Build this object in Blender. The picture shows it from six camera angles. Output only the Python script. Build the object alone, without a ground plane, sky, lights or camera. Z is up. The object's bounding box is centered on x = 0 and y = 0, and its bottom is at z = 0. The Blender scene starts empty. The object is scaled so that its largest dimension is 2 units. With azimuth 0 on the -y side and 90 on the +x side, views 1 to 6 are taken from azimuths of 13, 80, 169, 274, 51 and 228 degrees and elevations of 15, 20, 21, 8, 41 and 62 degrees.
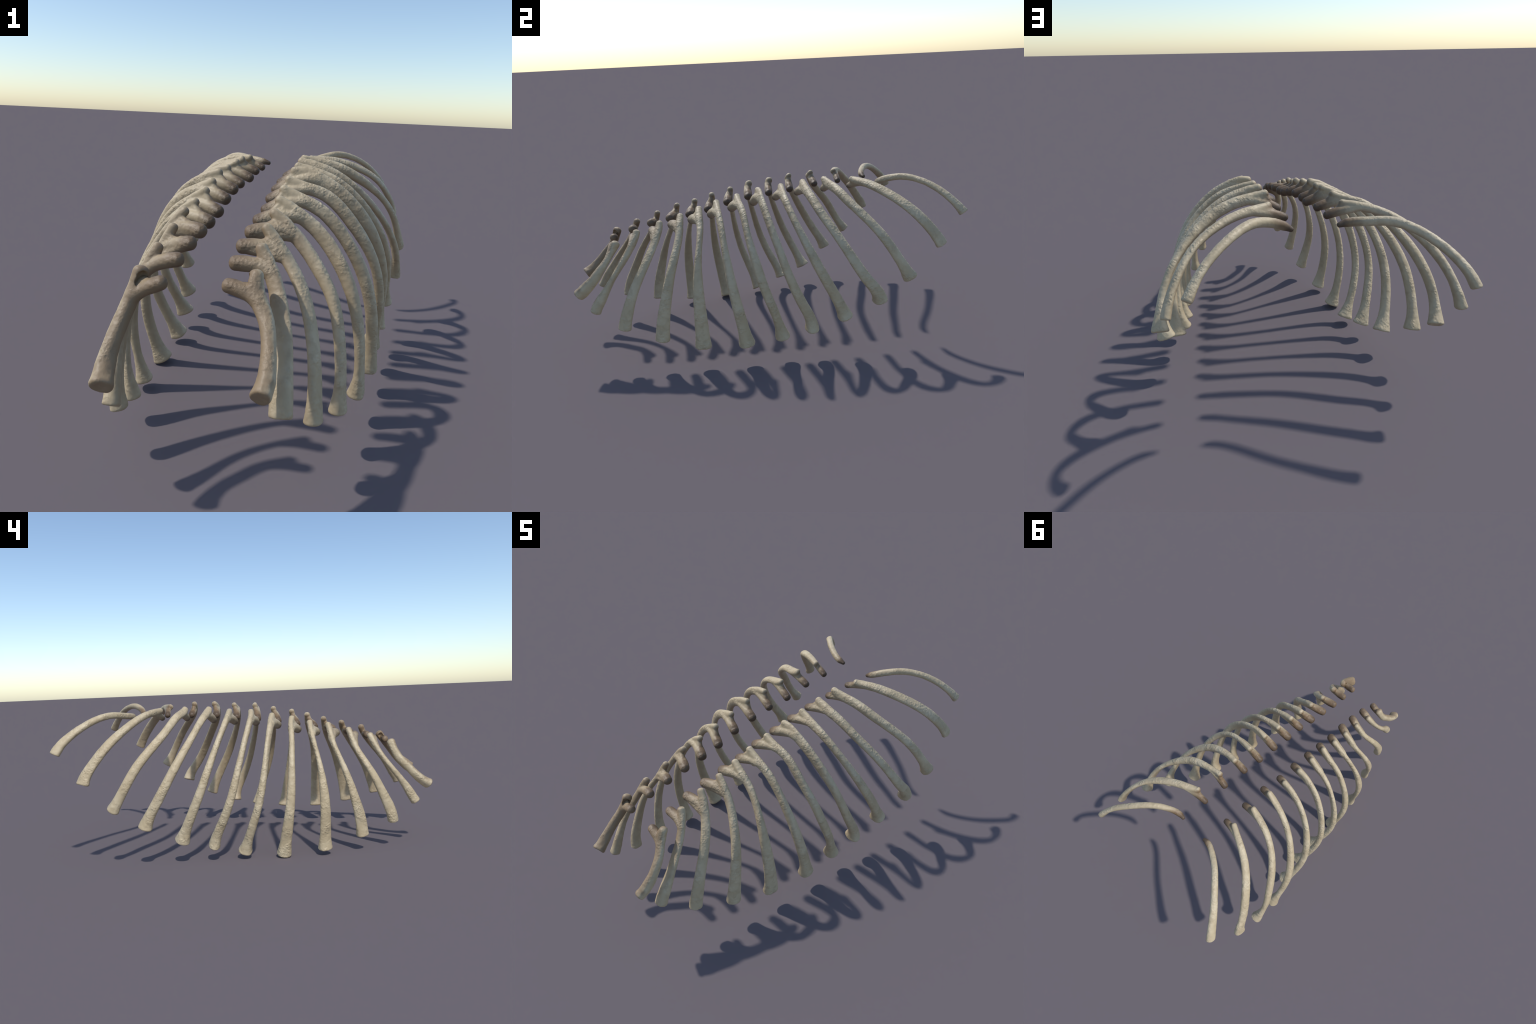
"""Rib cage of a large mammal: thirteen pairs of free ribs, no spine and no breastbone.

Every rib is described by the place of its articular head, a spine curve (B-spline
control points in mm, from the tubercle to the flat lower end), how broad (fore-aft)
and thick (in-out) the shaft is along that curve, and how the broad side twists.
Head + neck, tubercle and shaft are lofted, fused into one smooth bone, roughened,
then separated into shaft / head / tubercle with shared normals.
"""
import bpy, bmesh, math
import numpy as np
from mathutils import Vector, noise

RIGHT, LEFT = 1, -1
VOXEL = 0.0032
MM = 0.001

# ------------------------------------------------------------------ materials
class Nodes:
    """small helper around a material's node tree"""
    def __init__(self, name):
        self.mat = bpy.data.materials.new(name)
        self.mat.use_nodes = True
        self.t = self.mat.node_tree
        self.bsdf = self.t.nodes["Principled BSDF"]
    def put(self, socket, value):
        if hasattr(value, "is_output"):
            self.t.links.new(value, socket)
        else:
            socket.default_value = value
    def math(self, op, a, b=0.0, clamp=False):
        n = self.t.nodes.new("ShaderNodeMath"); n.operation = op; n.use_clamp = clamp
        self.put(n.inputs[0], a); self.put(n.inputs[1], b)
        return n.outputs[0]
    def ramp(self, v, lo, hi, smooth=True):
        n = self.t.nodes.new("ShaderNodeMapRange")
        n.interpolation_type = "SMOOTHSTEP" if smooth else "LINEAR"
        self.put(n.inputs["Value"], v)
        n.inputs["From Min"].default_value, n.inputs["From Max"].default_value = lo, hi
        return n.outputs[0]
    def noise(self, vec, scale, detail=3.0, rough=0.55, distort=0.0):
        n = self.t.nodes.new("ShaderNodeTexNoise")
        self.put(n.inputs["Vector"], vec)
        n.inputs["Scale"].default_value, n.inputs["Detail"].default_value = scale, detail
        n.inputs["Roughness"].default_value, n.inputs["Distortion"].default_value = rough, distort
        return n.outputs["Fac"]
    def cells(self, vec, scale, feature="SMOOTH_F1"):
        n = self.t.nodes.new("ShaderNodeTexVoronoi"); n.feature = feature
        self.put(n.inputs["Vector"], vec); n.inputs["Scale"].default_value = scale
        return n.outputs["Distance"]
    def mapping(self, vec, scale):
        n = self.t.nodes.new("ShaderNodeMapping")
        self.put(n.inputs["Vector"], vec); n.inputs["Scale"].default_value = scale
        return n.outputs[0]
    def mix(self, fac, a, b):
        n = self.t.nodes.new("ShaderNodeMix"); n.data_type = "RGBA"
        self.put(n.inputs["Factor"], fac); self.put(n.inputs["A"], a); self.put(n.inputs["B"], b)
        return n.outputs["Result"]
    def dot(self, a, b):
        n = self.t.nodes.new("ShaderNodeVectorMath"); n.operation = "DOT_PRODUCT"
        self.put(n.inputs[0], a); self.put(n.inputs[1], b)
        return n.outputs["Value"]
    def length(self, a):
        n = self.t.nodes.new("ShaderNodeVectorMath"); n.operation = "LENGTH"
        self.put(n.inputs[0], a)
        return n.outputs["Value"]

CREAM = (0.490, 0.393, 0.245, 1)
PALE = (0.565, 0.468, 0.308, 1)
TAN = (0.37, 0.285, 0.175, 1)
BROWN = (0.168, 0.101, 0.048, 1)
DARK = (0.062, 0.039, 0.023, 1)

def bone(name, side, front, rough_relief):
    """front: 0..1, how much brown staining spreads down the shaft.  The object origin
    of every rib lies in its head, so length(Object) is the distance from the head."""
    n = Nodes(name)
    tc = n.t.nodes.new("ShaderNodeTexCoord")
    geo = n.t.nodes.new("ShaderNodeNewGeometry")
    p, nrm = tc.outputs["Object"], geo.outputs["Normal"]
    dist = n.length(p)
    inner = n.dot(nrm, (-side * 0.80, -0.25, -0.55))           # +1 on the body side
    medial = n.dot(nrm, (-side * 0.95, 0.28, 0.12))           # +1 towards the missing spine
    outer = n.dot(nrm, (side * 0.60, 0.0, 0.80))
    big, mid, fine = n.noise(p, 9), n.noise(p, 34, 4), n.noise(p, 150, 4, 0.6)
    # plain bone: cream with paler and tanner patches
    col = n.mix(n.ramp(big, 0.40, 0.66), CREAM, PALE)
    col = n.mix(n.math("MULTIPLY", n.ramp(mid, 0.50, 0.72), 0.40), col, TAN)
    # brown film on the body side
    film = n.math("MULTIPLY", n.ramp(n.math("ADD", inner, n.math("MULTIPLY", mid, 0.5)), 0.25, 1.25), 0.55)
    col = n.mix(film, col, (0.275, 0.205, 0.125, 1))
    # tan tint on forward-facing normals
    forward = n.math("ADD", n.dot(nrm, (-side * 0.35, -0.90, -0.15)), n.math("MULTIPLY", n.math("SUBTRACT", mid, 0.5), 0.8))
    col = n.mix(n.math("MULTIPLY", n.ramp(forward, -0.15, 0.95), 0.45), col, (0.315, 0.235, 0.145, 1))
    # staining that spreads from the head
    reach = n.math("ADD", n.math("SUBTRACT", dist, n.math("MULTIPLY", medial, 0.056)), n.math("MULTIPLY", n.math("SUBTRACT", mid, 0.5), 0.035))
    reach = n.math("ADD", reach, n.math("MULTIPLY", n.ramp(outer, 0.3, 1.0), 0.008))
    near = n.math("SUBTRACT", 1.0, n.ramp(reach, 0.004, 0.086 + 0.05 * front))
    col = n.mix(n.math("MULTIPLY", near, 0.92), col, BROWN)
    tip = n.math("SUBTRACT", 1.0, n.ramp(n.math("ADD", dist, n.math("MULTIPLY", n.math("SUBTRACT", mid, 0.5), 0.03)), 0.012, 0.042))
    col = n.mix(n.math("MULTIPLY", tip, 0.75), col, DARK)  # head tips mixed darker still, within about 4 cm of the head centre
    if front:
        # the foremost ribs are stained over most of the shaft, except on the outer crest
        facing = n.dot(nrm, (-side * 0.60, -0.80, 0.05))
        stain = n.math("ADD", facing, n.math("MULTIPLY", n.math("SUBTRACT", mid, 0.5), 1.1))
        stain = n.math("MULTIPLY", n.ramp(stain, -0.55, 0.55), 0.30 + 0.50 * front)
        if front < 1:
            stain = n.math("MULTIPLY", stain, n.math("SUBTRACT", 1.0, n.ramp(dist, 0.10, 0.12 + 0.36 * front)))
        col = n.mix(stain, col, (0.235, 0.160, 0.090, 1))
    # dark grain in pores
    pore = n.math("MULTIPLY", n.ramp(fine, 0.60, 0.76), 0.28)
    col = n.mix(pore, col, TAN)
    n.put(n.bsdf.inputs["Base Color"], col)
    n.put(n.bsdf.inputs["Roughness"], n.math("ADD", 0.46, n.math("MULTIPLY", mid, 0.16)))
    n.bsdf.inputs["Specular IOR Level"].default_value = 0.5
    # relief: patchy wrinkles and pits on the outer side, fine grain everywhere
    patch = n.math("MULTIPLY", n.ramp(n.noise(p, 14, 3), 0.40, 0.68), n.math("ADD", 0.25, n.math("MULTIPLY", 0.75, n.ramp(outer, -0.35, 0.45))))
    wrinkle = n.noise(n.mapping(p, (1.0, 0.72, 1.30)), 80, 4, 0.55, 1.1)
    pit = n.ramp(n.cells(p, 95), 0.10, 0.50)
    h = n.math("MULTIPLY", n.math("ADD", wrinkle, n.math("MULTIPLY", pit, 0.45)), n.math("MULTIPLY", patch, rough_relief * 0.95))
    h = n.math("ADD", h, n.math("MULTIPLY", n.noise(p, 42, 1), 0.34))        # soft dents
    h = n.math("ADD", h, n.math("MULTIPLY", n.noise(p, 130, 3), 0.13))
    h = n.math("ADD", h, n.math("MULTIPLY", n.noise(p, 330, 2), 0.030))      # grain
    b = n.t.nodes.new("ShaderNodeBump")
    b.inputs["Strength"].default_value, b.inputs["Distance"].default_value = 0.9, 0.0046
    n.put(b.inputs["Height"], h)
    n.put(n.bsdf.inputs["Normal"], b.outputs[0])
    return n.mat

MATERIAL = {}
for side in (RIGHT, LEFT):
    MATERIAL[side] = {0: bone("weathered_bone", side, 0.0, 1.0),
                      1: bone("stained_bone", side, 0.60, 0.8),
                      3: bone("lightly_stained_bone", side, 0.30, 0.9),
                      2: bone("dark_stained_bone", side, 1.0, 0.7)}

# ------------------------------------------------------------------- geometry
def bspline(ctrl, u):
    """clamped cubic B-spline through its control polygon, at parameters u in 0..1"""
    ctrl = np.asarray(ctrl, float)
    k, d = len(ctrl), 3
    kn = np.concatenate([np.zeros(d), np.linspace(0, 1, k - d + 1), np.ones(d)])
    u = np.minimum(u, 1 - 1e-9)
    B = np.array([(u >= kn[i]) & (u < kn[i + 1]) for i in range(k + d)], float).T
    for deg in range(1, d + 1):
        N = np.zeros_like(B)
        for i in range(k + d - deg):
            a, c = kn[i + deg] - kn[i], kn[i + deg + 1] - kn[i + 1]
            if a > 0: N[:, i] += (u - kn[i]) / a * B[:, i]
            if c > 0: N[:, i] += (kn[i + deg + 1] - u) / c * B[:, i + 1]
        B = N
    return B[:, :k] @ ctrl

def even(points, step):
    """resample a polyline at even arc length"""
    s = np.concatenate([[0], np.cumsum(np.linalg.norm(np.diff(points, axis=0), axis=1))])
    m = max(int(round(s[-1] / step)), 4)
    q = np.linspace(0, s[-1], m + 1)
    return np.stack([np.interp(q, s, points[:, i]) for i in range(3)], -1), q

def smooth_interp(x, xs, ys):
    """monotone smooth interpolation between a few widths"""
    xs, ys = np.asarray(xs, float), np.asarray(ys, float)
    h = np.diff(xs); dl = np.diff(ys) / h
    m = np.concatenate([[dl[0]], np.where(dl[:-1] * dl[1:] > 0, 2 * dl[:-1] * dl[1:] / (dl[:-1] + dl[1:] + 1e-12), 0), [dl[-1]]])
    i = np.clip(np.searchsorted(xs, x) - 1, 0, len(h) - 1)
    t = np.clip((x - xs[i]) / h[i], 0, 1)
    return ((2*t**3-3*t**2+1)*ys[i] + (t**3-2*t**2+t)*h[i]*m[i] + (-2*t**3+3*t**2)*ys[i+1] + (t**3-t**2)*h[i]*m[i+1])

def loft(bm, path, wide, thick, twist, start="round", end="round", power=2.0, around=28):
    """tube along path; wide = half size along the fore-aft axis, thick = across it"""
    tg = np.gradient(path, axis=0); tg /= np.linalg.norm(tg, axis=1)[:, None]
    fore = np.array([0, 1.0, 0])
    w = fore - (tg @ fore)[:, None] * tg; w /= np.linalg.norm(w, axis=1)[:, None]
    o = np.cross(tg, w)
    c, s = np.cos(twist)[:, None], np.sin(twist)[:, None]
    u1, u2 = c * w + s * o, c * o - s * w
    ang = np.linspace(0, math.tau, around, endpoint=False)
    ca, sa = np.cos(ang), np.sin(ang)
    ex = np.sign(ca) * np.abs(ca) ** (2 / power); ey = np.sign(sa) * np.abs(sa) ** (2 / power)
    rings = []
    def ring(i, shift, scale):
        cen = path[i] + tg[i] * shift
        pts = cen + u1[i] * (wide[i] * scale * ex)[:, None] + u2[i] * (thick[i] * scale * ey)[:, None]
        rings.append([bm.verts.new(q) for q in pts])
    if start == "round":
        r = 0.8 * (wide[0] + thick[0]) / 2
        for a in (80, 62, 42, 22): ring(0, -r * math.sin(math.radians(a)), math.cos(math.radians(a)))
    for i in range(len(path)): ring(i, 0, 1)
    if end == "flat":
        for d, k in ((0.0028, .99), (0.0055, .95), (0.0072, .85), (0.0074, .62), (0.0055, .30)): ring(len(path) - 1, d, k)
    elif end == "round":
        r = 0.8 * (wide[-1] + thick[-1]) / 2
        for a in (22, 42, 62, 80): ring(len(path) - 1, r * math.sin(math.radians(a)), math.cos(math.radians(a)))
    for a, b in zip(rings, rings[1:]):
        for j in range(around):
            bm.faces.new((a[j], a[(j + 1) % around], b[(j + 1) % around], b[j]))
    bm.faces.new(rings[0][::-1]); bm.faces.new(rings[-1])

def fused(bm, name):
    """voxel-fuse the lofted pieces into one skin and relax it"""
    me = bpy.data.meshes.new(name); bmesh.ops.recalc_face_normals(bm, faces=bm.faces); bm.to_mesh(me); bm.free()
    ob = bpy.data.objects.new(name, me); bpy.context.scene.collection.objects.link(ob)
    r = ob.modifiers.new("fuse", "REMESH"); r.mode, r.voxel_size, r.adaptivity = "VOXEL", VOXEL, 0.0
    s = ob.modifiers.new("relax", "SMOOTH"); s.factor, s.iterations = 0.5, 5
    dg = bpy.context.evaluated_depsgraph_get(); dg.update()
    out = bpy.data.meshes.new_from_object(ob.evaluated_get(dg))
    bpy.data.objects.remove(ob); bpy.data.meshes.remove(me)
    return out

def part(name, mesh, keep, parent, origin, mat, normals):
    """the faces of the whole bone picked by keep, with the whole bone's normals"""
    co, faces = mesh
    used = np.unique(faces[keep]); new = -np.ones(len(co), int); new[used] = np.arange(len(used))
    me = bpy.data.meshes.new(name)
    me.from_pydata((co[used] - origin).tolist(), [], new[faces[keep]].tolist())
    me.polygons.foreach_set("use_smooth", np.ones(len(me.polygons), bool))
    me.materials.append(mat)
    me.normals_split_custom_set_from_vertices(normals[used].tolist())
    ob = bpy.data.objects.new(name, me)
    bpy.context.scene.collection.objects.link(ob)
    ob.parent = parent
    return ob

cage = bpy.data.objects.new("rib_cage", None)
cage.empty_display_size = 0.2
bpy.context.scene.collection.objects.link(cage)
cage["label"] = "open rib cage of thirteen pairs of weathered bones"
cage["category"] = "rib cage skeleton"

HEAD_SIZE = {1: .0215, 2: .0228, 3: .0238, 4: .0252, 5: .0252, 6: .0243, 7: .0243, 8: .0235,
             9: .0218, 10: .0210, 11: .0198, 12: .0176, 13: .0125}
COUNT = [0]

def rib(number, side, head, spine, breadth, thick, foot, twist):
    head = np.array(head) * MM
    ctrl = np.array(spine) * MM
    shaft, s = even(bspline(ctrl, np.linspace(0, 1, 400)), 0.005)
    shaft, s = shaft[:-2], s[:-2]           # the flat cap closes the last stretch
    L = s[-1]; f = s / L
    knots = (0.08, 0.30, 0.60, 0.86)
    flare = np.clip((s - (L - 0.115)) / 0.115, 0, 1) ** 2.1       # the lower end opens into a foot
    shape = lambda half, end: smooth_interp(f, knots, np.clip(half, 12, 33) * 1.03 * MM) * (1 - flare) + end * MM * flare
    wide, thk = shape(breadth, foot[0]), shape(thick, foot[1])
    turn = np.interp(f, [0, 1], np.clip(twist, -.6, .6))
    rh = HEAD_SIZE[number]
    bm = bmesh.new()
    if number == 13:
        # last rib: no fork, the shaft simply tapers into its head
        taper = smooth_interp(s, [0, .012, .034, .075, L], [rh * .85, rh, .0168, .0172, .0172])
        k = np.clip((s - .03) / .05, 0, 1)
        wide, thk = taper * (1 - k) + wide * k, taper * (1 - k) + thk * k
        loft(bm, shaft, wide, thk, turn, "round", "flat", 2.3)
        tub = shaft[np.searchsorted(s, .045)]
    else:
        tub_w, tub_t = {1: (.0245, .0180), 2: (.0185, .0155)}.get(number, (.0165, .0142))
        tub_r = tub_t
        # shaft up to the tubercle
        k = np.clip(1 - s / 0.05, 0, 1)
        w1, t1 = wide * (1 - k) + tub_w * k, thk * (1 - k) + tub_t * k
        i0 = np.searchsorted(s, tub_r * 0.55)
        loft(bm, shaft[i0:], w1[i0:], t1[i0:], turn[i0:], "round", "flat", 2.3)
        # head and neck: curve that flows from the head into the shaft
        join = 0.125 if number > 2 else 0.105
        j = np.searchsorted(s, join)
        tg = shaft[j + 1] - shaft[j - 1]; tg /= np.linalg.norm(tg)
        bend = shaft[j] - tg * np.linalg.norm(head - shaft[j]) * 0.42
        u = np.linspace(0, 1, 60)[:, None]
        neck, q = even((1 - u) ** 2 * head + 2 * u * (1 - u) * bend + u * u * shaft[j], 0.005)
        g = q / q[-1]
        nw = smooth_interp(g, [0, .18, .5, .8, 1], [rh * .97, rh * 1.01, rh * .92, max(rh * .84, wide[j] * .92), wide[j] * .95])
        nt = smooth_interp(g, [0, .18, .5, .8, 1], [rh * .95, rh * 1.0, rh * .90, max(rh * .82, thk[j] * .92), thk[j] * .95])
        loft(bm, neck, nw, nt, np.full(len(neck), turn[j]), "round", "round")
        # web of bone that fills the fork between neck and tubercle, deeper on the front ribs
        if number > 2:
            reach = {3: .050, 4: .036, 5: .024}.get(number, .016)
            a = head + (shaft[j] - head) * 0.10
            v = np.linspace(0, 1, 14)[:, None]
            for k, (further, full) in enumerate(((0, 0), (.022, .7), (.044, .95), (.066, 1))):
                m = np.searchsorted(s, reach + further)
                if m >= j: break
                rb, rt = (.0135 * (1 - full) + q * full for q in (wide[m], thk[m]))
                sag = 1 - .10 * np.sin(np.linspace(0, math.pi, 14))
                loft(bm, a * (1 - v) + shaft[m] * v, np.linspace(rh * .82, rb, 14) * sag,
                     np.linspace(rh * .80, rt, 14) * sag, np.full(14, turn[m]), "round", "round")
        tub = shaft[i0]
    me = fused(bm, "bone")
    n = len(me.vertices)
    co = np.empty(n * 3); me.vertices.foreach_get("co", co); co = co.reshape(-1, 3)
    nr = np.empty(n * 3); me.vertices.foreach_get("normal", nr); nr = nr.reshape(-1, 3)
    seed = Vector((number * 7.3, side * 11.9, 3.1))
    if number == 1:
        # cup-shaped hollow in the inner face of the first tubercle
        tilt, R = (.55, .0165) if side == LEFT else (0, .0150)
        for at in (.018, .031):
            m = np.searchsorted(s, at)
            tg = shaft[m + 1] - shaft[m - 1]; tg /= np.linalg.norm(tg)
            axis = head - shaft[m]; axis -= (axis @ tg) * tg; axis /= np.linalg.norm(axis)
            axis = axis - np.array([0, tilt, 0]); axis /= np.linalg.norm(axis)
            rel = co - (shaft[m] + axis * .0175)
            inside = np.linalg.norm(rel, axis=1) < R
            along = rel[inside] @ axis
            flat2 = (rel[inside] ** 2).sum(1) - along ** 2
            co[inside] -= axis * (along + np.sqrt(np.maximum(R * R - flat2, 0)))[:, None] * 0.9
    # lumps of the outer side and slight unevenness everywhere
    d = np.empty(n)
    near_foot = np.clip(1 - np.linalg.norm(co - shaft[-1], axis=1) / .075, 0, 1)
    for i in range(n):
        p = Vector(co[i])
        lump = noise.noise(p * 38 + seed) * (0.0006 + 0.0016 * near_foot[i]) + noise.noise(p * 90 + seed) * (0.0003 + 0.0004 * near_foot[i])
        out = max(0.0, nr[i, 0] * side * 0.6 + nr[i, 2] * 0.8 + 0.25)
        patch = min(1.0, max(0.0, noise.noise(p * 13 + seed) * 2.2 + 0.45))
        d[i] = lump + out * patch * noise.noise(Vector((p.x * 120, p.y * 150, p.z * 120)) + seed) * 0.0009
    co = co + nr * d[:, None]
    for i, poly in enumerate(co): me.vertices[i].co = poly
    me.update()
    buf = np.empty(n * 3); me.vertices.foreach_get("normal", buf); nr = buf.reshape(-1, 3)
    faces = np.empty(len(me.polygons) * 4, int)
    me.polygons.foreach_get("vertices", faces)
    faces = faces.reshape(-1, 4)
    bpy.data.meshes.remove(me)
    mid = co[faces].mean(1)
    is_head = np.linalg.norm(mid - head, axis=1) < (rh * 2.1 if number < 13 else .030)
    is_tub = ~is_head & (np.linalg.norm(mid - tub, axis=1) < .024)
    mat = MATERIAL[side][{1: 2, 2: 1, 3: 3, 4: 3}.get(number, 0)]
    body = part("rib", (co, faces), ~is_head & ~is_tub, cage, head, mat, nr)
    body.location = head
    for nm, sel in (("rib_head", is_head), ("tubercle", is_tub)):
        if sel.any():
            part(nm, (co, faces), sel, body, head, mat, nr)
    COUNT[0] += len(faces)

# ----------------------------------------------------------------------- ribs
rib(1, RIGHT, head=(94, -780, 569),
    spine=[(162, -752, 604), (160, -763, 590), (165, -783, 556), (199, -810, 520), (220, -846, 482), (229, -880, 438), (238, -924, 404), (233, -950, 376), (229, -968, 370)],
    breadth=(19.0, 16.5, 23.5, 29.0), thick=(24.0, 21.5, 18.5, 21.0), foot=(33, 25), twist=(-0.57, -0.19))
rib(1, LEFT, head=(-86, -789, 557),
    spine=[(-149, -768, 586), (-153, -774, 568), (-161, -786, 534), (-173, -812, 484), (-177, -854, 446), (-182, -890, 402), (-176, -932, 364), (-166, -962, 344), (-161, -979, 337)],
    breadth=(18.8, 21.2, 21.7, 24.7), thick=(20.0, 19.3, 19.6, 18.6), foot=(30, 27), twist=(0.52, 0.50))
rib(2, RIGHT, head=(81, -673, 599),
    spine=[(144, -646, 652), (154, -651, 627), (183, -674, 590), (215, -716, 533), (235, -764, 474), (250, -808, 411), (261, -852, 348), (268, -882, 306), (269, -891, 281)],
    breadth=(16.7, 16.3, 14.1, 24.6), thick=(21.9, 22.5, 28.4, 27.8), foot=(28, 30), twist=(0.17, -0.00))
rib(2, LEFT, head=(-81, -684, 594),
    spine=[(-148, -655, 626), (-158, -663, 603), (-176, -683, 558), (-198, -722, 494), (-209, -771, 432), (-202, -819, 371), (-186, -862, 307), (-179, -889, 262), (-178, -903, 240)],
    breadth=(15.2, 13.4, 15.5, 23.2), thick=(18.9, 17.2, 15.4, 16.9), foot=(26, 25), twist=(-0.20, -0.26))
rib(3, RIGHT, head=(72, -571, 622),
    spine=[(128, -529, 683), (148, -532, 657), (192, -553, 612), (252, -596, 545), (292, -645, 469), (317, -693, 386), (333, -729, 295), (335, -750, 232), (336, -755, 199)],
    breadth=(19.5, 21.5, 23.5, 29.3), thick=(17.3, 13.8, 12.6, 13.5), foot=(33, 25), twist=(0.98, 0.33))
rib(3, LEFT, head=(-83, -581, 618),
    spine=[(-149, -539, 662), (-162, -548, 633), (-189, -563, 575), (-232, -608, 498), (-254, -660, 416), (-254, -701, 326), (-246, -743, 238), (-235, -765, 177), (-225, -767, 145)],
    breadth=(14.6, 16.5, 21.3, 28.4), thick=(17.3, 13.7, 16.0, 17.4), foot=(29, 27), twist=(-0.32, -0.27))
rib(4, RIGHT, head=(71, -469, 642),
    spine=[(126, -420, 708), (152, -429, 683), (214, -432, 636), (285, -466, 555), (350, -504, 469), (375, -534, 360), (392, -562, 252), (391, -572, 176), (389, -576, 139)],
    breadth=(17.8, 19.1, 24.7, 32.2), thick=(22.9, 20.9, 16.4, 14.2), foot=(37, 27), twist=(0.03, 0.25))
rib(4, LEFT, head=(-88, -477, 633),
    spine=[(-152, -428, 692), (-178, -436, 665), (-226, -439, 605), (-279, -480, 512), (-307, -521, 409), (-317, -552, 299), (-297, -584, 191), (-278, -593, 118), (-268, -595, 81)],
    breadth=(15.1, 12.8, 21.3, 31.7), thick=(17.6, 16.0, 16.8, 12.4), foot=(35, 28), twist=(-0.38, -0.43))
rib(5, RIGHT, head=(70, -363, 659),
    spine=[(121, -322, 735), (152, -332, 707), (233, -326, 671), (322, -352, 583), (388, -374, 474), (424, -380, 352), (441, -380, 225), (442, -379, 140), (434, -380, 98)],
    breadth=(18.6, 14.5, 25.1, 33.4), thick=(23.5, 23.8, 18.8, 15.0), foot=(42, 29), twist=(0.06, 0.17))
rib(5, LEFT, head=(-97, -367, 641),
    spine=[(-153, -329, 707), (-183, -329, 679), (-255, -336, 630), (-315, -366, 520), (-356, -384, 402), (-374, -394, 276), (-357, -392, 150), (-336, -389, 69), (-325, -389, 28)],
    breadth=(14.2, 12.1, 23.7, 30.3), thick=(18.9, 16.7, 17.5, 13.9), foot=(40, 32), twist=(0.01, -0.42))
rib(6, RIGHT, head=(72, -260, 677),
    spine=[(115, -231, 759), (148, -237, 728), (246, -233, 713), (342, -233, 612), (416, -225, 496), (458, -210, 365), (474, -185, 231), (473, -170, 141), (466, -164, 96)],
    breadth=(15.6, 14.6, 22.7, 28.2), thick=(22.6, 22.0, 21.5, 20.7), foot=(42, 36), twist=(-0.27, -0.02))
rib(6, LEFT, head=(-99, -263, 659),
    spine=[(-151, -234, 734), (-179, -222, 698), (-272, -229, 663), (-349, -226, 545), (-394, -221, 413), (-411, -210, 275), (-392, -188, 139), (-364, -174, 52), (-346, -168, 9)],
    breadth=(15.0, 15.1, 22.0, 29.0), thick=(22.0, 18.1, 17.1, 17.6), foot=(40, 38), twist=(-0.02, -0.06))
rib(7, RIGHT, head=(62, -148, 699),
    spine=[(111, -120, 779), (149, -131, 750), (256, -115, 749), (357, -118, 640), (442, -94, 526), (485, -66, 388), (487, -13, 253), (476, 8, 159), (468, 19, 113)],
    breadth=(16.0, 14.5, 22.4, 21.9), thick=(20.7, 22.7, 17.7, 17.8), foot=(38, 41), twist=(-0.26, -0.13))
rib(7, LEFT, head=(-106, -151, 688),
    spine=[(-161, -123, 754), (-190, -121, 720), (-296, -116, 698), (-381, -97, 574), (-431, -79, 440), (-448, -49, 295), (-414, 0, 160), (-378, 28, 75), (-358, 41, 32)],
    breadth=(16.5, 13.0, 18.9, 22.3), thick=(23.0, 22.2, 18.2, 18.9), foot=(38, 39), twist=(0.35, 0.12))
rib(8, RIGHT, head=(57, -28, 718),
    spine=[(109, -11, 796), (158, -15, 791), (253, -16, 762), (368, -1, 669), (453, 29, 551), (495, 66, 414), (496, 125, 279), (492, 170, 192), (482, 167, 141)],
    breadth=(12.9, 15.1, 20.6, 25.2), thick=(27.6, 26.8, 19.0, 18.4), foot=(35, 44), twist=(-0.21, 0.02))
rib(8, LEFT, head=(-111, -30, 709),
    spine=[(-170, -7, 776), (-207, -14, 748), (-306, -7, 716), (-395, 22, 603), (-450, 55, 472), (-470, 92, 332), (-437, 149, 200), (-409, 192, 120), (-390, 200, 74)],
    breadth=(16.1, 15.0, 19.2, 24.0), thick=(26.7, 21.6, 17.5, 19.7), foot=(31, 42), twist=(-0.03, -0.15))
rib(9, RIGHT, head=(50, 96, 732),
    spine=[(104, 115, 809), (144, 105, 784), (246, 98, 778), (365, 116, 693), (450, 160, 582), (504, 212, 457), (512, 281, 328), (508, 321, 242), (506, 337, 196)],
    breadth=(13.9, 14.8, 23.8, 26.3), thick=(24.2, 18.7, 16.4, 18.3), foot=(38, 43), twist=(-0.36, -0.10))
rib(9, LEFT, head=(-116, 90, 718),
    spine=[(-169, 110, 782), (-211, 109, 761), (-305, 118, 730), (-403, 153, 628), (-465, 198, 506), (-492, 246, 373), (-475, 308, 243), (-451, 345, 159), (-435, 362, 117)],
    breadth=(16.0, 14.7, 20.9, 24.8), thick=(24.5, 19.3, 19.6, 19.7), foot=(40, 40), twist=(-0.02, -0.32))
rib(10, RIGHT, head=(50, 216, 748),
    spine=[(98, 235, 820), (138, 223, 797), (233, 231, 788), (349, 255, 712), (440, 310, 622), (511, 366, 517), (550, 431, 400), (553, 496, 330), (541, 502, 282)],
    breadth=(17.0, 22.8, 25.1, 27.9), thick=(25.7, 18.8, 13.5, 16.3), foot=(38, 38), twist=(-0.27, -0.21))
rib(10, LEFT, head=(-107, 211, 730),
    spine=[(-165, 222, 799), (-204, 225, 776), (-296, 242, 755), (-397, 280, 666), (-472, 338, 564), (-521, 400, 450), (-527, 469, 328), (-515, 519, 253), (-507, 534, 209)],
    breadth=(20.7, 17.6, 22.2, 25.6), thick=(14.1, 16.2, 20.3, 17.6), foot=(37, 37), twist=(-0.89, -0.12))
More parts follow.
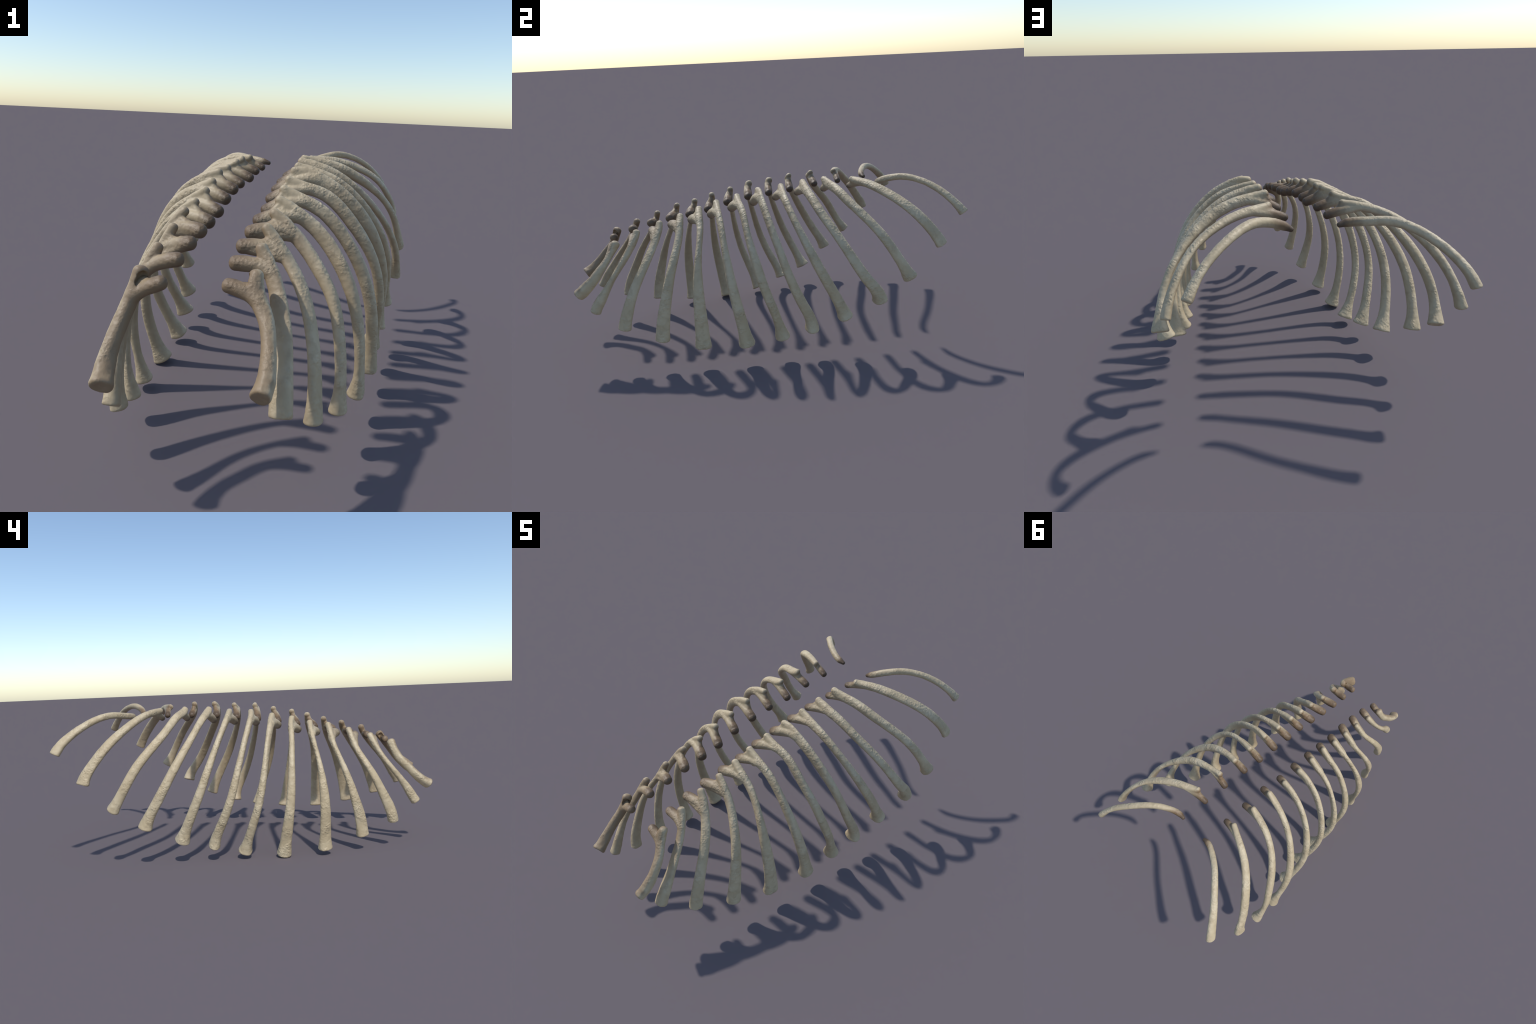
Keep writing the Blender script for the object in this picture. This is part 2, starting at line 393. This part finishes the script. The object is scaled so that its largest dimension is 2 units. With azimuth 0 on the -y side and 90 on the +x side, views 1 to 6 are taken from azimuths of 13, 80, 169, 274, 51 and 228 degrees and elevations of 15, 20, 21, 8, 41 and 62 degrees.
rib(11, RIGHT, head=(51, 365, 755),
    spine=[(89, 352, 824), (128, 352, 801), (214, 372, 804), (331, 400, 754), (423, 463, 687), (498, 529, 607), (544, 590, 501), (555, 632, 428), (554, 654, 391)],
    breadth=(15.2, 21.3, 23.2, 23.3), thick=(23.9, 22.0, 13.6, 16.0), foot=(37, 34), twist=(-0.21, 0.16))
rib(11, LEFT, head=(-117, 360, 746),
    spine=[(-176, 353, 805), (-209, 358, 776), (-300, 374, 778), (-396, 415, 696), (-471, 481, 617), (-521, 558, 526), (-553, 617, 417), (-542, 664, 343), (-534, 688, 310)],
    breadth=(21.9, 20.5, 22.6, 23.7), thick=(14.8, 15.3, 19.5, 15.2), foot=(32, 33), twist=(-0.59, -0.26))
rib(12, RIGHT, head=(50, 510, 759),
    spine=[(105, 496, 811), (132, 519, 799), (200, 545, 807), (294, 593, 785), (380, 649, 749), (446, 714, 694), (493, 778, 618), (517, 814, 562), (521, 830, 529)],
    breadth=(19.7, 23.9, 26.3, 26.9), thick=(20.0, 16.5, 13.0, 14.7), foot=(30, 19), twist=(0.38, -0.07))
rib(12, LEFT, head=(-120, 501, 752),
    spine=[(-174, 490, 798), (-206, 506, 790), (-274, 535, 787), (-370, 581, 755), (-444, 644, 698), (-501, 710, 631), (-543, 770, 547), (-551, 813, 487), (-558, 819, 450)],
    breadth=(16.7, 20.4, 23.2, 25.0), thick=(18.4, 17.0, 17.5, 14.8), foot=(33, 22), twist=(-0.05, -0.01))
rib(13, RIGHT, head=(56, 664, 760),
    spine=[(56, 664, 760), (85, 660, 777), (137, 688, 802), (209, 749, 825), (276, 817, 812), (343, 877, 779), (405, 930, 729), (433, 966, 684), (449, 979, 660)],
    breadth=(16.2, 16.6, 18.4, 19.6), thick=(17.6, 17.1, 13.5, 13.3), foot=(25, 18), twist=(-0.05, -0.02))
rib(13, LEFT, head=(-123, 662, 761),
    spine=[(-123, 661, 762), (-155, 654, 771), (-216, 678, 772), (-300, 726, 790), (-370, 793, 770), (-432, 854, 730), (-484, 918, 678), (-509, 956, 632), (-516, 969, 602)],
    breadth=(15.5, 16.7, 18.7, 22.6), thick=(17.0, 17.2, 16.4, 16.6), foot=(27, 19), twist=(-0.04, -0.01))
print("faces", COUNT[0])
